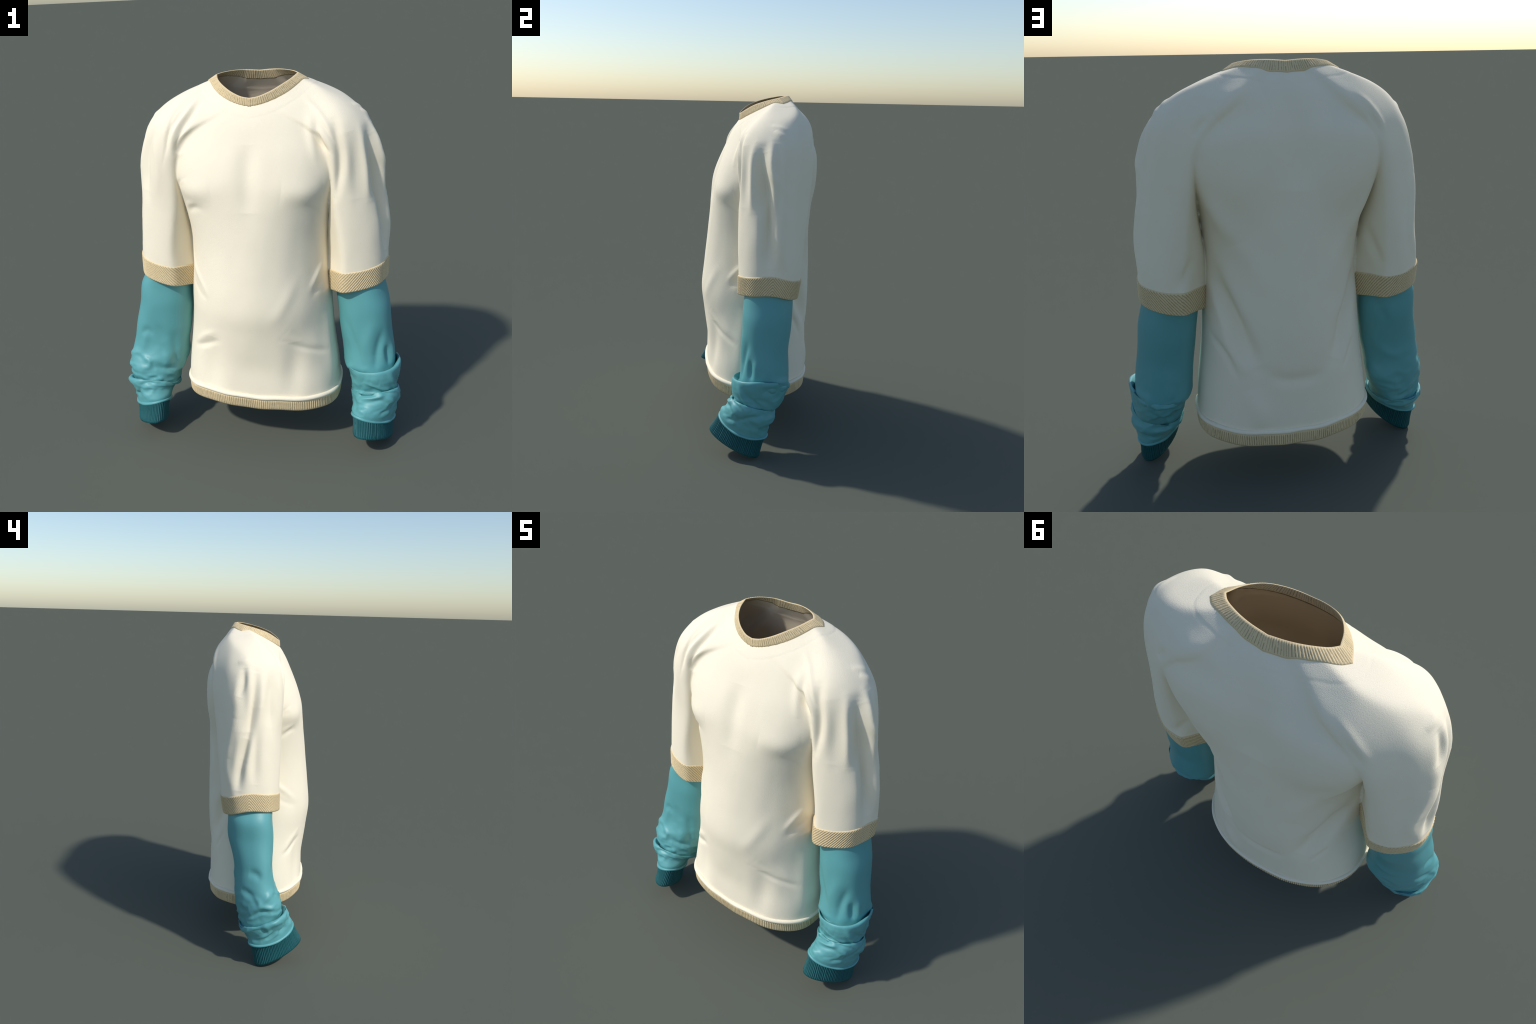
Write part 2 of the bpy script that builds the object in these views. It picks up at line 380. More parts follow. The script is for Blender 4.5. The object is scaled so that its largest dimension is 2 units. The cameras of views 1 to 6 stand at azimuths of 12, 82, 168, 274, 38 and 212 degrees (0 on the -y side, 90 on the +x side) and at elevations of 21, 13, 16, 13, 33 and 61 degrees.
ridge([(-0.335, -0.178, 0.574), (-0.277, -0.223, 0.642), (-0.191, -0.275, 0.701)], 0.019, 0.0055)  # low crease
groove([(-0.306, -0.208, 0.578), (-0.232, -0.247, 0.619), (-0.159, -0.288, 0.662)], 0.019, 0.0035)  # low crease
ridge([(0.363, 0.091, 1.017), (0.331, 0.15, 0.893), (0.295, 0.207, 0.759)], 0.03, 0.011)  # back drape
groove([(0.347, 0.131, 1.107), (0.299, 0.163, 0.974), (0.245, 0.204, 0.786)], 0.038, 0.0102)  # back drape
groove([(0.38, 0.1, 0.764), (0.324, 0.196, 0.687), (0.272, 0.246, 0.572)], 0.02, 0.0093)  # back drape
ridge([(0.334, 0.174, 0.79), (0.287, 0.225, 0.691), (0.222, 0.272, 0.598)], 0.03, 0.0068)  # back drape
groove([(-0.297, 0.166, 1.036), (-0.268, 0.159, 0.892), (-0.173, 0.286, 0.79)], 0.038, 0.0102)  # back drape
ridge([(-0.328, 0.11, 0.953), (-0.283, 0.172, 0.832), (-0.206, 0.24, 0.694)], 0.03, 0.011)  # back drape
groove([(-0.298, 0.199, 0.698), (-0.27, 0.229, 0.629), (-0.238, 0.257, 0.57)], 0.016, 0.0076)  # back drape
groove([(0.143, 0.304, 0.604), (0.065, 0.318, 0.572), (-0.026, 0.316, 0.565), (-0.123, 0.301, 0.575)], 0.035, 0.011)  # hollow of the back
groove([(0.449, 0.168, 1.144), (0.48, 0.191, 1.077), (0.518, 0.194, 1.005)], 0.03, 0.0119)  # rear of the sleeve
groove([(-0.386, 0.131, 1.232), (-0.41, 0.149, 1.146), (-0.449, 0.181, 1.043)], 0.03, 0.0119)  # rear of the sleeve
ridge([(-0.286, 0.253, 1.854), (-0.34, 0.262, 1.805), (-0.38, 0.263, 1.755), (-0.41, 0.259, 1.704)], 0.018, 0.0051)  # rear raglan edge
groove([(-0.322, 0.277, 1.778), (-0.367, 0.277, 1.724), (-0.398, 0.27, 1.669)], 0.02, 0.0085)  # rear raglan crease
groove([(0.368, 0.273, 1.769), (0.404, 0.268, 1.735), (0.426, 0.265, 1.693)], 0.018, 0.0102)  # rear raglan crease
ridge([(0.499, 0.016, 1.837), (0.522, 0.054, 1.828), (0.536, 0.099, 1.809)], 0.018, 0.0051)  # shoulder pucker
ridge([(0.535, 0.032, 1.813), (0.561, 0.059, 1.792), (0.568, 0.089, 1.773)], 0.018, 0.0059)  # shoulder pucker
ridge([(-0.53, 0.107, 1.78), (-0.533, 0.063, 1.795), (-0.515, 0.043, 1.811)], 0.018, 0.0051)  # shoulder pucker
#FOLDS_END

# broad forms: what the cloth hangs on and where it sinks in
for m in (1, -1):
    ridge([(m * .13, .25, 1.88), (m * .24, .258, 1.845), (m * .33, .26, 1.77)], .060, .018 if m > 0 else .009)        # shoulder blade
    ridge([(m * .34, .22, 1.48), (m * .325, .228, 1.37), (m * .27, .26, 1.22)], .055, .026 if m > 0 else .018)         # below the armpit, rear
    ridge([(m * .27, .26, 1.25), (m * .19, .29, 1.12), (m * .16, .30, .98)], .055, .010)
    groove([(m * .35, .13, 1.03), (m * .275, .23, .83), (m * .19, .285, .64)], .048, .048)          # drape into the small of the back
    ridge([(m * .23, .28, .52), (m * .18, .29, .41), (m * .17, .30, .33)], .055, .012 if m > 0 else .003)
    ridge([(m * .18, -.265, 1.46), (m * .28, -.226, 1.445), (m * .37, -.165, 1.45)], .058, .014)   # lower edge of the chest
    groove([(m * .22, -.28, .66), (m * .225, -.27, .48), (m * .22, -.27, .34)], .060, .014)
ridge([(.40, -.10, .78), (.405, -.125, .52), (.41, -.12, .36)], .050, .013)
groove([(.012, -.19, 1.68), (.012, -.25, 1.52), (.012, -.276, 1.36)], .050, .015)                   # breastbone
groove([(0, .29, 1.80), (-.01, .32, 1.67), (0, .325, 1.46)], .070, .020)                            # spine
groove([(.64, -.06, 1.60), (.664, -.035, 1.42), (.672, -.018, 1.26), (.675, -.01, 1.09)], .034, .048)  # long sleeve valleys
groove([(.60, .10, 1.73), (.63, .10, 1.56), (.64, .10, 1.34)], .050, .013)
groove([(.49, -.13, 1.73), (.52, -.135, 1.60), (.53, -.14, 1.40)], .040, .012)
groove([(-.50, -.11, 1.75), (-.54, -.093, 1.64), (-.57, -.09, 1.42)], .042, .018)
groove([(-.59, .06, 1.74), (-.625, .05, 1.61), (-.645, .05, 1.40)], .040, .018)
groove([(-.615, -.035, 1.54), (-.64, -.02, 1.34), (-.645, -.01, 1.10)], .034, .020)
ridge([(.59, .05, 1.72), (.655, .06, 1.55), (.685, .055, 1.35), (.69, .05, 1.12)], .032, .014)
ridge([(-.58, .10, 1.70), (-.635, .10, 1.50), (-.66, .095, 1.30), (-.665, .09, 1.10)], .036, .013)

seam_x = curve([1.40, 1.50, 1.60, 1.75, 1.90, 1.97, 2.02], [.42, .425, .425, .375, .27, .235, .22])
def neck_distance(V):
    top = np.column_stack([OUT2, drop_on_cloth(OUT2)])[::2]
    d = np.full(len(V), 9.0)
    near = np.where(V[:, 2] > 1.6)[0]
    d[near] = np.min(np.linalg.norm(V[near][:, None] - top[None], axis=2), axis=1)
    return d

def tailor(V, Q):
    """settle, press the folds in, cut the openings; returns verts, quads, normals, sleeve mask, neck distance"""
    V = settle(V, 3)
    N = gradient(cloth, V); N /= np.linalg.norm(N, axis=1, keepdims=True)
    nd = neck_distance(V)
    ax = np.abs(V[:, 0] - AXIS); X = V[:, 0] - AXIS
    slv = sleeve(ax, V[:, 1], V[:, 2]) < torso(X, V[:, 1], V[:, 2])
    slv = np.where(V[:, 2] > 1.50, ax > seam_x(V[:, 2]), slv & (ax > .36) & (V[:, 2] > .93))
    drop = inside2d(V, OUT2)
    drop |= (~slv) & (V[:, 2] < hem_z(X, V[:, 1]))
    drop |= slv & (V[:, 2] < 1.3) & (V[:, 2] < band_top(X, V[:, 1]) - .012)
    V = V + N * (press(V, N, FOLDS) + SOFT * soft_waves(V) * sstep(.03, .12, nd)
                 - .0010 * np.exp(-((nd - .064) / .007) ** 2) + .0007 * sstep(.075, .06, nd))[:, None]
    Q = Q[~drop[Q].any(1)]
    used = np.unique(Q); r = -np.ones(len(V), np.int64); r[used] = np.arange(len(used))
    V, Q, N, slv, nd = V[used], r[Q], N[used], slv[used], nd[used]
    M = vertex_normals(V, Q)
    if (N * M).sum() < 0:
        Q = Q[:, ::-1]; M = -M
    return V, Q, M, slv, nd

SOFT = .0035
def soft_waves(V):
    """slack in the cloth: low, slow undulation"""
    return fbm(V * np.array([1, 1, .6]), 5.5, 2.0, 2)

def drop_on_cloth(P2):
    """height of the cloth above a plan point: march down from the top"""
    z = np.full(len(P2), 2.03); hit = np.zeros(len(P2), bool)
    for _ in range(900):
        hit |= cloth(np.stack([P2[:, 0], P2[:, 1], z], -1)) < 0
        z = np.where(hit, z, z - .0006)
    return z

WALL = .009
outer = tailor(*split_quads(V0, Q0))
inner = tailor(V0, Q0)
def region(cl, which):
    V, Q, N, slv, nd = cl
    f = slv[Q].sum(1) >= 2; x = V[Q][:, :, 0].mean(1)
    q = Q[{"body": ~f, 1: f & (x > 0), -1: f & (x < 0)}[which]]
    u = np.unique(q); r = -np.ones(len(V), np.int64); r[u] = np.arange(len(u))
    return V[u], r[q], N[u], nd[u]
PART = {}
for nm, which in (("body", "body"), ("sleeve", 1), ("sleeve", -1)):
    v, q, n, _ = region(outer, which)
    w, p, m, nd = region(inner, which)
    w = w - m * (WALL * (.3 + .7 * sstep(.01, .06, nd)))[:, None]
    # the cut borders of the garment are closed off by the trim
    PART[which] = make(nm, np.concatenate([v, w]), np.concatenate([q, p[:, ::-1] + len(v)]), [CREAM, INNER_BROWNER], shirt,
         np.concatenate([np.zeros(len(q)), np.ones(len(p))]), np.concatenate([n, -m]))

# ------------------------------------------------------------------ ribbed trim
def solve_radius(fn, cx, cy, ang, z, guess):
    """radius at which the slice function vanishes, along each angle"""
    lo = np.full(len(ang), .02); hi = np.full(len(ang), guess)
    for _ in range(30):
        mid = (lo + hi) / 2
        v = fn(cx + mid * np.cos(ang), cy + mid * np.sin(ang), z)
        lo = np.where(v < 0, mid, lo); hi = np.where(v < 0, hi, mid)
    return lo

def ribbed(name, A, B, ribs, parent, mats, per=6, rows=8, thick=.010, depth=.0016, slant=None, bulge=0.0,
           wob=.18, seed=1, groove=.34, fuzz=.5, lift=0.0):
    """closed band between edge loops A and B (same number of key points, matched), knitted in ribs.
    slant: function(u in 0..1) -> shift of the rib phase (in ribs) from edge A to edge B"""
    M = ribs * per
    A = np.asarray(A); B = np.asarray(B)
    u = np.arange(M) / M
    v = np.linspace(0, 1, rows)
    base = A[None] * (1 - v)[:, None, None] + B[None] * v[:, None, None]
    du = np.roll(base, -1, 1) - np.roll(base, 1, 1)
    dv = np.gradient(base, axis=0)
    n = np.cross(du, dv); n /= np.maximum(np.linalg.norm(n, axis=2, keepdims=True), 1e-12)
    c = base.mean((0, 1))
    rad = base - c
    if (n * rad).sum() < 0:
        n = -n
    wobble = np.array([mnoise.noise(Vector((7 * math.cos(6.283 * t), 7 * math.sin(6.283 * t), seed))) for t in u])
    ph = u * ribs + wob * wobble * 3
    ph = ph[None] + (slant(u)[None] * v[:, None] if slant is not None else 0)
    prof = np.cos(2 * np.pi * ph)
    edge = sstep(0, .12, v) * sstep(0, .12, 1 - v)
    jit = np.array([[mnoise.noise(Vector((60 * x, 8 * y, seed + 3.3))) for x in u * 6] for y in v])
    h = depth * (prof + .35 * jit) * edge[:, None]
    puff = bulge * np.sin(np.pi * v)[:, None] + lift
    outer = base + n * (h + puff + thick * .5 * np.sin(np.pi * np.clip(v * 8, 0, .5))[:, None] * np.sin(np.pi * np.clip((1 - v) * 8, 0, .5))[:, None])[:, :, None]
    inner = base + n * (puff - thick * .5 - h)[:, :, None] if False else base + n * (puff - thick * .5)[:, :, None] - n * h[:, :, None]
    k = rows * M
    f1 = grid_faces(rows, M)
    top = np.stack([np.arange(M), (np.arange(M) + 1) % M], -1)
    rimA = np.stack([top[:, 1], top[:, 0], top[:, 0] + k, top[:, 1] + k], -1)
    lb = top + (rows - 1) * M
    rimB = np.stack([lb[:, 0], lb[:, 1], lb[:, 1] + k, lb[:, 0] + k], -1)
    f2 = f1[:, ::-1] + k
    faces = np.concatenate([f1, f2, rimA, rimB])
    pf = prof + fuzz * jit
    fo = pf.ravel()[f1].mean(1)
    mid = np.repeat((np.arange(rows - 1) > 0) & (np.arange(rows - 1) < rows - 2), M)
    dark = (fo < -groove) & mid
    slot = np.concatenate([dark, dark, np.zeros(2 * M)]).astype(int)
    verts = np.concatenate([outer.reshape(-1, 3), inner.reshape(-1, 3)])
    # consistent winding: outward
    a = np.cross(verts[f1[:, 1]] - verts[f1[:, 0]], verts[f1[:, 2]] - verts[f1[:, 1]])
    if (a * n.reshape(-1, 3)[f1[:, 0]]).sum() < 0:
        faces = faces[:, ::-1]
    return make(name, verts, faces, mats, parent, slot)

def matched(P, keys, n):
    """resample a closed loop piecewise between key indices so that loops stay in step"""
    out = []
    K = len(keys)
    for i in range(K):
        a, b = keys[i], keys[(i + 1) % K]
        seg = P[a:b + 1] if b > a else np.concatenate([P[a:], P[:b + 1]])
        s = np.concatenate([[0], np.cumsum(np.linalg.norm(np.diff(seg, axis=0), axis=1))])
        t = np.arange(n[i]) / n[i] * s[-1]
        out.append(np.stack([np.interp(t, s, seg[:, d]) for d in range(3)], -1))
    return np.concatenate(out)

# ---- collar
nk = len(OUT2)
zc = drop_on_cloth(OUT2)
COLLAR_A = np.column_stack([OUT2, zc])
COLLAR_B = neck_loop([(0, -.104, 1.893), (.035, -.100, 1.898), (.085, -.080, 1.915), (.145, -.032, 1.945), (.185, .03, 1.967), (.208, .098, 1.985)],
                     [(.208, .098, 1.985), (.19, .120, 1.990), (.14, .150, 1.997), (.075, .172, 1.999), (0, .181, 1.994)])
COLLAR_B[:, 0] += AXIS
over = COLLAR_A + (COLLAR_A - COLLAR_B) * .11       # the rib laps a few millimetres over the cloth
COLLAR_A = np.column_stack([over[:, :2], drop_on_cloth(over[:, :2])])
keys = [0, 23, 46, 69]
RIBS = 132
cnt = [RIBS * 6 * w // 100 for w in (29, 21, 21)]; cnt.append(RIBS * 6 - sum(cnt))
print("collar z front/corner/back", zc[0], zc[23], zc[46])
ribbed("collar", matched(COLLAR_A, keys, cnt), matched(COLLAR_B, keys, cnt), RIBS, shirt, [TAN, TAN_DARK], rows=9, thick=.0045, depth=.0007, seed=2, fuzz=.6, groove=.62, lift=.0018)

# ---- hem roll and hem band
HR = 230
ang = np.arange(HR * 6) / (HR * 6) * 2 * math.pi
def hem_loop(dz, dr):
    z = HEM(ang) + dz
    r = solve_radius(torso, 0, .02, ang, z, .7) + dr
    return np.stack([AXIS + r * np.cos(ang), .02 + r * np.sin(ang), z], -1)
ARC = resample(hem_loop(0, 0), HR * 6)
def by_arc(P):
    return P[0:0]
A = resample(hem_loop(-.008, .001), HR * 6); B = resample(hem_loop(-.078, -.004), HR * 6)
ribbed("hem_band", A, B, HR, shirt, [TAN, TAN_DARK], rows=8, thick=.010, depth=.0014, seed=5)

def tube(name, path, radius, mats, parent, seg=14, flat=1.0, wave=0.0, seed=0):
    n = len(path)
    t = np.roll(path, -1, 0) - np.roll(path, 1, 0); t /= np.linalg.norm(t, axis=1, keepdims=True)
    up = np.array([0, 0, 1.0])
    side = np.cross(t, up); side /= np.linalg.norm(side, axis=1, keepdims=True)
    up2 = np.cross(side, t)
    ph = np.arange(seg) / seg * 2 * math.pi
    rr = radius * (1 + wave * np.array([mnoise.noise(Vector(p) * 14 + Vector((seed, 0, 0))) for p in path]))
    P = path[:, None] + rr[:, None, None] * (flat * np.cos(ph)[None, :, None] * side[:, None] + np.sin(ph)[None, :, None] * up2[:, None])
    r, c = np.meshgrid(np.arange(n), np.arange(seg), indexing="ij")
    r2, c2 = (r + 1) % n, (c + 1) % seg
    f = np.stack([r * seg + c, r2 * seg + c, r2 * seg + c2, r * seg + c2], -1).reshape(-1, 4)
    V_ = P.reshape(-1, 3)
    a = np.cross(V_[f[:, 1]] - V_[f[:, 0]], V_[f[:, 2]] - V_[f[:, 1]])
    if (a * (V_[f[:, 0]] - path[r.ravel()])).sum() < 0:
        f = f[:, ::-1]
    return make(name, V_, f, mats, parent)
tube("hem_roll", resample(hem_loop(.0, .0015), 420), .0115, [CREAM], shirt, wave=.12)

# ---- sleeve bands (chevron ribs)
SR = 68
for side in (1, -1):
    a = np.arange(SR * 8) / (SR * 8) * 2 * math.pi
    zt = BAND_TOP(a)
    r = solve_radius(sleeve, SCX, .015, a, zt, .4)
    A = np.stack([AXIS + side * (SCX + r * np.cos(a)), .015 + r * np.sin(a), zt], -1)
    zl = BAND_LOW(a)
    r2 = solve_radius(sleeve, SCX, .015, a, np.full_like(zl, .96), .4) - np.interp(np.sin(a), [-1, 0, 1], [.001, .0, .012])
    B = np.stack([AXIS + side * (SCX + r2 * np.cos(a)), .012 + r2 * np.sin(a), zl], -1)
    def slant(u, side=side):
        # ribs lean away from the outer seam: mirrored halves form a chevron
        w = np.sin(2 * np.pi * u)
        return -6.5 * np.where(np.mod(u, 1) < .5, 1, -1) 
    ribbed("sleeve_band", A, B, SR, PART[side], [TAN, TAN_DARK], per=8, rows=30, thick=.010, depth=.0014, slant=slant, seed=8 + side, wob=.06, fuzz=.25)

# ------------------------------------------------------------------ undersleeves
def wave_of(spec):
    """spec: list of (angle deg, value) -> periodic function"""
    if np.isscalar(spec):
        return lambda t: np.full_like(t, float(spec))
    return around([s[0] for s in spec], [s[1] for s in spec])

TH = np.arange(176) / 176 * 2 * math.pi       # 0 outer, 90 front, 180 inner, 270 back
def ring(side, cx, cy, cz, hx, hy, tau, up=0.0, out=0.0, skew=0.0, n=2.2, yaw=0.0):
    c, s = np.cos(TH), np.sin(TH)
    k = (np.abs(c) ** n + np.abs(s) ** n) ** (-1 / n)
    o = wave_of(out)(TH)
    px = (hx + o) * k * c + skew * k * s; pf = (hy + o) * k * s
    t = math.radians(tau)
    w = math.radians(yaw)                     # toe-in: the front of the ring swings towards the body
    ox, oy = px * math.cos(w) - pf * math.cos(t) * math.sin(w), px * math.sin(w) + pf * math.cos(t) * math.cos(w)
    P = np.stack([side * (cx + ox), cy - oy, cz + pf * math.sin(t)], -1)
    nrm = np.array([0, math.sin(t), math.cos(t)])
    return P + wave_of(up)(TH)[:, None] * nrm

def loft(rings, sub):
    R = np.array(rings); m = len(R)
    out = []
    T = np.zeros_like(R); T[1:-1] = (R[2:] - R[:-2]) / 2; T[0] = R[1] - R[0]; T[-1] = R[-1] - R[-2]
    for i in range(m - 1):
        # limit tangents so that folds do not overshoot
        L = np.linalg.norm(R[i + 1] - R[i], axis=1, keepdims=True)
        a = T[i] * np.minimum(1, 1.6 * L / np.maximum(np.linalg.norm(T[i], axis=1, keepdims=True), 1e-9))
        b = T[i + 1] * np.minimum(1, 1.6 * L / np.maximum(np.linalg.norm(T[i + 1], axis=1, keepdims=True), 1e-9))
        for j in range(sub):
            t = j / sub
            out.append((2*t**3 - 3*t**2 + 1) * R[i] + (t**3 - 2*t**2 + t) * a + (-2*t**3 + 3*t**2) * R[i + 1] + (t**3 - t**2) * b)
    out.append(R[-1])
    return np.array(out)

TUBES = {}
LEAN = np.array([[1, 0, 0], [0, .85, -.53], [0, .53, .85]])
def undersleeve(side, rings, strokes, seed):
    G = loft([ring(side, *r) for r in rings], 9)
    rows = len(G)
    v = G.reshape(-1, 3)
    f = grid_faces(rows, len(TH))
    n = vertex_normals(v, f)
    ctr = G.mean(1)[:, None]
    if (n.reshape(G.shape) * (G - ctr)).sum() < 0:
        f = f[:, ::-1]; n = -n
    crumple = sstep(.62, .40, v[:, 2])
    d = fbm(v * [1, 1, 1.5], 9, seed, 3) * .004 * crumple + fbm(v, 4.0, seed + 4, 2) * .006
    sharp = np.abs(fbm(v @ LEAN.T * [1, 1, 1.9], 8.5, seed + 9, 2))       # pinched, slanting creases
    d += (.30 - sharp) * .012 * sstep(.50, .34, v[:, 2])
    d *= sstep(.0, .10, np.repeat(np.linspace(1, 0, rows), len(TH)))
    if strokes:
        d += press(v, n, strokes)
    v = v + n * d[:, None]
    TUBES[side] = (v, f)
    k = len(v)
    PART["under", side] = make("undersleeve", np.concatenate([v, v - n * .004]), np.concatenate([f, f[:, ::-1] + k]), [TEAL], shirt)
    return v.reshape(G.shape)[-1]

DROOP = [(0, -.010), (90, .004), (180, -.010), (270, .004)]
DROOP_END = [(0, .006), (90, .0), (180, .0), (270, .002)]
LEAN_LEFT = [(0, 0.), (90, 0.), (180, -.006), (228, -.030), (270, -.006)]
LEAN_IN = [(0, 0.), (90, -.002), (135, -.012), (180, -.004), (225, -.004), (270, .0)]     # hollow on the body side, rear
RIGHT = [  # cx, cy, cz, hx, hy, tilt, up, out
    (.540, .012, 1.04, .120, .125, 0),
    (.544, .011, .955, .126, .132, 0),
    (.552, .008, .87, .138, .138, 0, 0., LEAN_IN, 0., 2.1),
    (.569, .001, .77, .142, .140, 0, 0., LEAN_IN),
    (.586, -.009, .62, .143, .134, 0, 0., LEAN_IN),
    (.597, -.009, .52, .143, .136, 2, 0., LEAN_IN),
    (.606, -.012, .435, .139, .141, 5),
    # pocket bottom, then up into the lip and over it
    (.615, -.020, .413, .134, .138, 6),
    (.622, -.024, .418, .134, .146, 7, [(0, .035), (50, .018), (90, .006), (180, .0), (270, .0)], .0),
    (.628, -.027, .428, .135, .152, 7, [(0, .047), (50, .026), (90, .010), (180, .004), (270, .003)], [(0, .003), (180, .003), (270, -.006), (315, -.012)]),
    (.632, -.030, .414, .137, .157, 8, [(0, .040), (90, .010), (180, .0), (270, .0)], [(0, .001), (180, .003), (270, -.010), (315, -.016)]),
    (.634, -.042, .372, .131, .157, 10, 0., [(0, -.002), (90, .0), (180, .0), (270, -.010), (315, -.014)]),
    (.632, -.062, .334, .123, .134, 16),
    # second, slanting fold that overhangs at the back and outer side
    (.630, -.075, .298, .115, .110, 22),
    (.636, -.078, .290, .120, .116, 24, [(0, .022), (60, .0), (180, .0), (240, .010), (300, .026)], .0),
    (.641, -.080, .290, .127, .127, 25, [(0, .034), (60, .008), (180, .0), (240, .016), (300, .036)], [(0, .0), (180, .004), (270, -.006), (315, -.012)]),
    (.643, -.086, .268, .129, .136, 24, [(0, .022), (60, .0), (180, .0), (270, .010)], .003, 0., 2.2, 12),
    (.639, -.110, .230, .115, .137, 20, 0., 0., 0., 2.1, 24),
    (.636, -.127, .197, .099, .148, 16, 0., 0., 0., 2.1, 33),
    (.636, -.134, .172, .090, .151, 16, DROOP, 0., 0., 2.0, 37),
]
LEFT = [
    (.520, .012, 1.04, .118, .125, 0),
    (.520, .012, .955, .122, .130, 0),
    (.530, .012, .87, .145, .133, 0, 0., LEAN_LEFT, .012, 2.4),
    (.537, .006, .76, .149, .137, 0, 0., LEAN_LEFT, .022, 2.4),
    (.559, -.013, .62, .156, .122, 0, 0., LEAN_LEFT, .032, 2.4),
    (.581, -.021, .51, .155, .121, 2, 0., LEAN_LEFT, .036, 2.4),
    (.602, -.036, .43, .151, .131, 6, 0., 0., .036, 2.5),
    (.618, -.055, .360, .146, .139, 10, 0., 0., .030),
    (.624, -.066, .308, .136, .134, 13, 0., 0., .018),
    (.626, -.075, .268, .126, .126, 15),
    (.628, -.082, .262, .130, .132, 15, [(0, .010), (90, .020), (180, .0), (270, .012)], .0),
    (.632, -.088, .266, .136, .142, 16, [(0, .016), (90, .034), (180, .0), (270, .020)], .006),
    (.636, -.094, .248, .136, .150, 17, [(0, .010), (90, .026), (180, .0), (270, .010)], .005),
    (.636, -.108, .232, .119, .140, 19, 0., 0., 0., 2.1, 22),
    (.635, -.127, .203, .100, .148, 16, 0., 0., 0., 2.1, 33),
    (.636, -.136, .178, .090, .151, 16, DROOP, 0., 0., 2.0, 37),
]
def finish(side, rings, end, seed, strokes):
    last = undersleeve(side, rings, strokes, seed)
    # rolled seam where the teal cloth meets the cuff
    tube("cuff_seam", resample(last, 150), .008, [TEAL], PART["under", side], seg=10, wave=.5, seed=seed)
    CR = 78
    t = list(rings[-1]); t[3] -= .006; t[4] -= .006; t[2] += .012
    A = resample(ring(side, *t), CR * 6); B = resample(ring(side, *end), CR * 6)
    ribbed("cuff", A, B, CR, PART["under", side], [DEEP, DEEP_DARK], rows=10, thick=.009, depth=.0017, bulge=-.004, seed=11 + side, wob=.1)
UNDER_R, UNDER_L = [], []
_keep = FOLDS; FOLDS = UNDER_R
#UR_HERE
groove([(0.581, -0.188, 0.423), (0.571, -0.187, 0.33), (0.618, -0.201, 0.335), (0.644, -0.188, 0.368)], 0.015, 0.011)  # cuff crumple
ridge([(0.552, -0.2, 0.263), (0.572, -0.2, 0.301), (0.619, -0.216, 0.315), (0.669, -0.213, 0.332), (0.687, -0.167, 0.337)], 0.014, 0.0085)  # cuff crumple
groove([(0.594, -0.218, 0.296), (0.664, -0.218, 0.308), (0.737, -0.171, 0.263)], 0.013, 0.0093)  # cuff crumple
ridge([(0.632, -0.195, 0.38), (0.692, -0.176, 0.357), (0.75, -0.157, 0.339)], 0.015, 0.0068)  # cuff crumple
groove([(0.647, -0.18, 0.351), (0.693, -0.197, 0.349), (0.745, -0.166, 0.332)], 0.011, 0.0093)  # cuff crumple
ridge([(0.553, -0.203, 0.259), (0.568, -0.24, 0.254), (0.606, -0.253, 0.246)], 0.013, 0.0059)  # cuff crumple
groove([(0.671, -0.234, 0.229), (0.701, -0.215, 0.241), (0.735, -0.167, 0.233)], 0.013, 0.0085)  # cuff crumple
ridge([(0.616, -0.195, 0.411), (0.662, -0.196, 0.403)], 0.03, 0.0051)  # cuff crumple
groove([(0.477, -0.11, 0.726), (0.52, -0.13, 0.614), (0.581, -0.151, 0.444)], 0.022, 0.0085)  # forearm fold
ridge([(0.624, -0.134, 0.718), (0.596, -0.141, 0.608), (0.587, -0.145, 0.552)], 0.03, 0.0068)  # forearm fold
groove([(0.673, -0.114, 0.672), (0.649, -0.138, 0.552), (0.644, -0.146, 0.463)], 0.022, 0.0119)  # forearm fold
groove([(0.7, -0.104, 0.577), (0.713, -0.108, 0.47)], 0.015, 0.0085)  # forearm fold
groove([(0.695, -0.109, 0.582), (0.709, -0.107, 0.521), (0.72, -0.099, 0.47)], 0.02, 0.0102)  # forearm fold
ridge([(0.72, -0.075, 0.585), (0.729, -0.075, 0.528), (0.733, -0.079, 0.469)], 0.018, 0.0085)  # forearm fold
ridge([(0.72, -0.17, 0.444), (0.738, -0.142, 0.378), (0.75, -0.08, 0.322), (0.759, -0.027, 0.287)], 0.015, 0.0102)  # cuff crumple
groove([(0.745, -0.144, 0.427), (0.758, -0.097, 0.369), (0.758, -0.049, 0.327)], 0.018, 0.0085)  # cuff crumple
groove([(0.731, -0.177, 0.246), (0.775, -0.103, 0.28), (0.769, -0.05, 0.284)], 0.013, 0.011)  # cuff crumple
ridge([(0.697, -0.204, 0.326), (0.733, -0.188, 0.299), (0.731, -0.177, 0.252)], 0.013, 0.0085)  # cuff crumple
ridge([(0.73, -0.141, 0.341), (0.773, -0.114, 0.309)], 0.013, 0.0059)  # cuff crumple
groove([(0.773, -0.052, 0.415), (0.765, -0.004, 0.424), (0.746, 0.036, 0.391)], 0.019, 0.0093)  # cuff crumple
ridge([(0.767, 0.0, 0.452), (0.732, 0.058, 0.46), (0.683, 0.109, 0.44)], 0.018, 0.0076)  # cuff crumple
ridge([(0.773, -0.06, 0.284), (0.771, -0.056, 0.237), (0.755, -0.061, 0.184)], 0.013, 0.0059)  # cuff crumple
groove([(0.628, -0.249, 0.252), (0.692, -0.222, 0.258), (0.726, -0.188, 0.262)], 0.011, 0.0051)  # cuff crumple
groove([(0.577, 0.102, 0.376), (0.545, 0.041, 0.323), (0.519, 0.018, 0.334)], 0.015, 0.011)  # cuff crumple
groove([(0.686, 0.099, 0.384), (0.658, 0.101, 0.35), (0.6, 0.066, 0.302), (0.571, 0.123, 0.423)], 0.013, 0.0085)  # cuff crumple
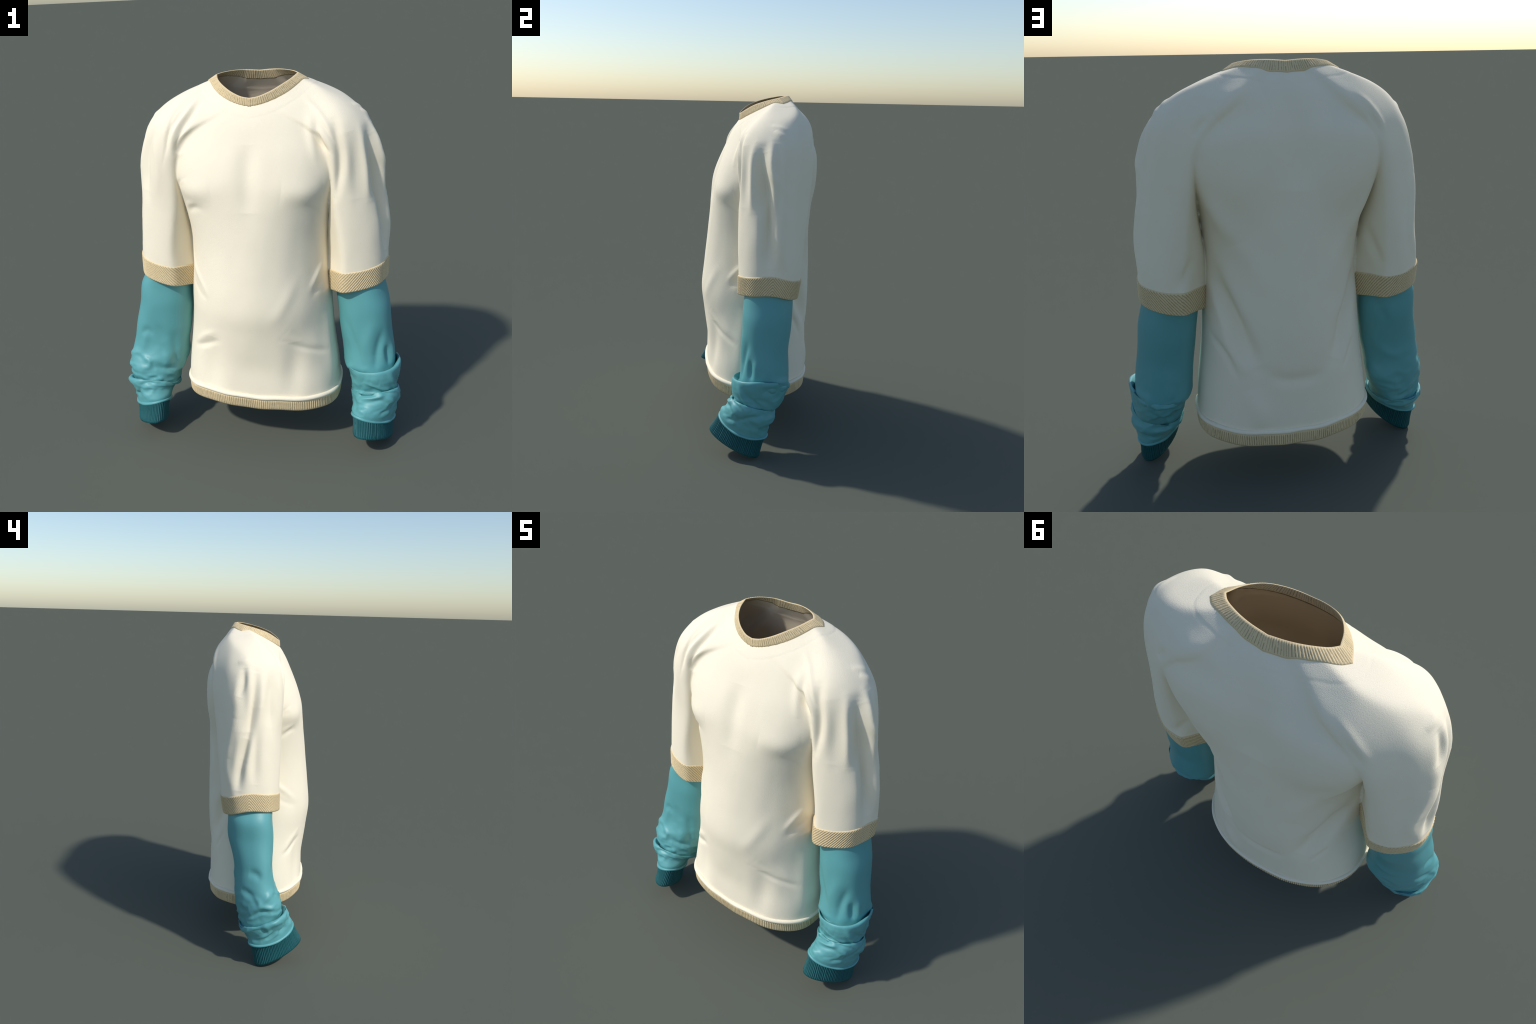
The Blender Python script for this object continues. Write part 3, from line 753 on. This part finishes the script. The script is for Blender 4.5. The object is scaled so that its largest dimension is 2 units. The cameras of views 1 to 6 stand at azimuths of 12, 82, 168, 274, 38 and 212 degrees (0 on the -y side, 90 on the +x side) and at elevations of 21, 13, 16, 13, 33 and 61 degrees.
groove([(0.67, 0.045, 0.242), (0.635, 0.045, 0.247), (0.576, -0.063, 0.166)], 0.015, 0.011)  # cuff crumple
groove([(0.674, 0.042, 0.219), (0.628, 0.01, 0.18), (0.603, 0.126, 0.415)], 0.013, 0.0076)  # cuff crumple
ridge([(0.686, 0.107, 0.455), (0.687, 0.106, 0.409), (0.654, 0.103, 0.356)], 0.013, 0.0068)  # cuff crumple
groove([(0.632, 0.124, 0.421), (0.652, 0.106, 0.378)], 0.015, 0.0059)  # cuff crumple
#UR_END
FOLDS = UNDER_L
#UL_HERE
ridge([(-0.712, -0.141, 0.463), (-0.654, -0.162, 0.447), (-0.625, -0.172, 0.43), (-0.628, -0.18, 0.41), (-0.688, -0.185, 0.393)], 0.013, 0.0085)  # cuff crumple
groove([(-0.669, -0.19, 0.392), (-0.587, -0.178, 0.397), (-0.506, -0.134, 0.377), (-0.478, -0.115, 0.576)], 0.022, 0.0136)  # cuff crumple
groove([(-0.659, -0.219, 0.341), (-0.61, -0.196, 0.336), (-0.574, -0.18, 0.344)], 0.013, 0.0119)  # cuff crumple
ridge([(-0.644, -0.194, 0.348), (-0.585, -0.183, 0.345), (-0.564, -0.18, 0.33), (-0.58, -0.217, 0.332)], 0.013, 0.0085)  # cuff crumple
groove([(-0.674, -0.232, 0.309), (-0.626, -0.234, 0.328), (-0.576, -0.223, 0.32)], 0.013, 0.0119)  # cuff crumple
ridge([(-0.663, -0.234, 0.301), (-0.596, -0.231, 0.291), (-0.618, -0.251, 0.259)], 0.013, 0.0076)  # cuff crumple
groove([(-0.719, -0.191, 0.225), (-0.69, -0.222, 0.26), (-0.669, -0.233, 0.3)], 0.011, 0.0068)  # cuff crumple
ridge([(-0.551, -0.152, 0.449), (-0.511, -0.132, 0.453)], 0.03, 0.0051)  # forearm fold
groove([(-0.674, -0.129, 0.588), (-0.636, -0.132, 0.609), (-0.601, -0.132, 0.585)], 0.018, 0.0076)  # forearm fold
ridge([(-0.65, -0.132, 0.585), (-0.674, -0.143, 0.485)], 0.022, 0.0059)  # forearm fold
groove([(-0.578, -0.131, 0.649), (-0.555, -0.132, 0.591), (-0.537, -0.132, 0.543)], 0.03, 0.0068)  # forearm fold
groove([(-0.722, -0.141, 0.456), (-0.688, -0.153, 0.452), (-0.662, -0.167, 0.437)], 0.013, 0.0068)  # cuff crumple
groove([(-0.716, 0.003, 0.585), (-0.728, -0.042, 0.58), (-0.735, -0.074, 0.555)], 0.022, 0.0119)  # forearm fold
ridge([(-0.687, -0.143, 0.474), (-0.753, -0.109, 0.447), (-0.766, -0.076, 0.409)], 0.018, 0.0093)  # cuff crumple
groove([(-0.754, -0.023, 0.335), (-0.768, -0.09, 0.368), (-0.72, -0.177, 0.357)], 0.015, 0.0136)  # cuff crumple
ridge([(-0.767, -0.077, 0.403), (-0.761, -0.127, 0.391), (-0.709, -0.181, 0.374)], 0.015, 0.0085)  # cuff crumple
ridge([(-0.746, -0.03, 0.463), (-0.765, -0.071, 0.408), (-0.757, -0.022, 0.354), (-0.751, -0.011, 0.314)], 0.015, 0.0085)  # cuff crumple
groove([(-0.707, 0.047, 0.478), (-0.734, 0.005, 0.468), (-0.754, -0.048, 0.443)], 0.02, 0.0085)  # forearm fold
groove([(-0.738, -0.17, 0.242), (-0.708, -0.203, 0.232), (-0.675, -0.23, 0.249)], 0.015, 0.0102)  # cuff crumple
groove([(-0.752, -0.096, 0.183), (-0.74, -0.159, 0.23), (-0.739, -0.17, 0.245)], 0.013, 0.0093)  # cuff crumple
ridge([(-0.741, -0.036, 0.19), (-0.753, -0.085, 0.205), (-0.754, -0.126, 0.229), (-0.777, -0.115, 0.267)], 0.015, 0.0085)  # cuff crumple
ridge([(-0.754, -0.052, 0.27), (-0.77, -0.147, 0.298), (-0.708, -0.211, 0.33)], 0.015, 0.0085)  # cuff crumple
groove([(-0.768, -0.026, 0.245), (-0.78, -0.082, 0.26), (-0.756, -0.121, 0.233)], 0.015, 0.0085)  # cuff crumple
groove([(-0.588, 0.068, 0.278), (-0.709, 0.024, 0.29)], 0.015, 0.0136)  # cuff crumple
ridge([(-0.534, 0.03, 0.239), (-0.593, 0.059, 0.256), (-0.672, 0.048, 0.275)], 0.015, 0.0085)  # cuff crumple
ridge([(-0.415, 0.096, 0.7), (-0.465, 0.091, 0.588), (-0.547, 0.098, 0.534), (-0.645, 0.086, 0.55)], 0.025, 0.0085)  # forearm fold
groove([(-0.43, 0.112, 0.865), (-0.458, 0.137, 0.802), (-0.495, 0.137, 0.732), (-0.472, 0.119, 0.691)], 0.025, 0.0102)  # forearm fold
groove([(-0.546, 0.031, 0.215), (-0.594, 0.058, 0.234), (-0.666, 0.055, 0.223)], 0.013, 0.0076)  # cuff crumple
#UL_END
FOLDS = _keep
finish(1, RIGHT, (.637, -.186, .068, .078, .162, 22, DROOP_END, 0.0, 0.0, 1.95, 31), 3.0, UNDER_R)
finish(-1, LEFT, (.634, -.184, .0595, .078, .162, 22, DROOP_END, 0.0, 0.0, 1.95, 31), 6.0, UNDER_L)
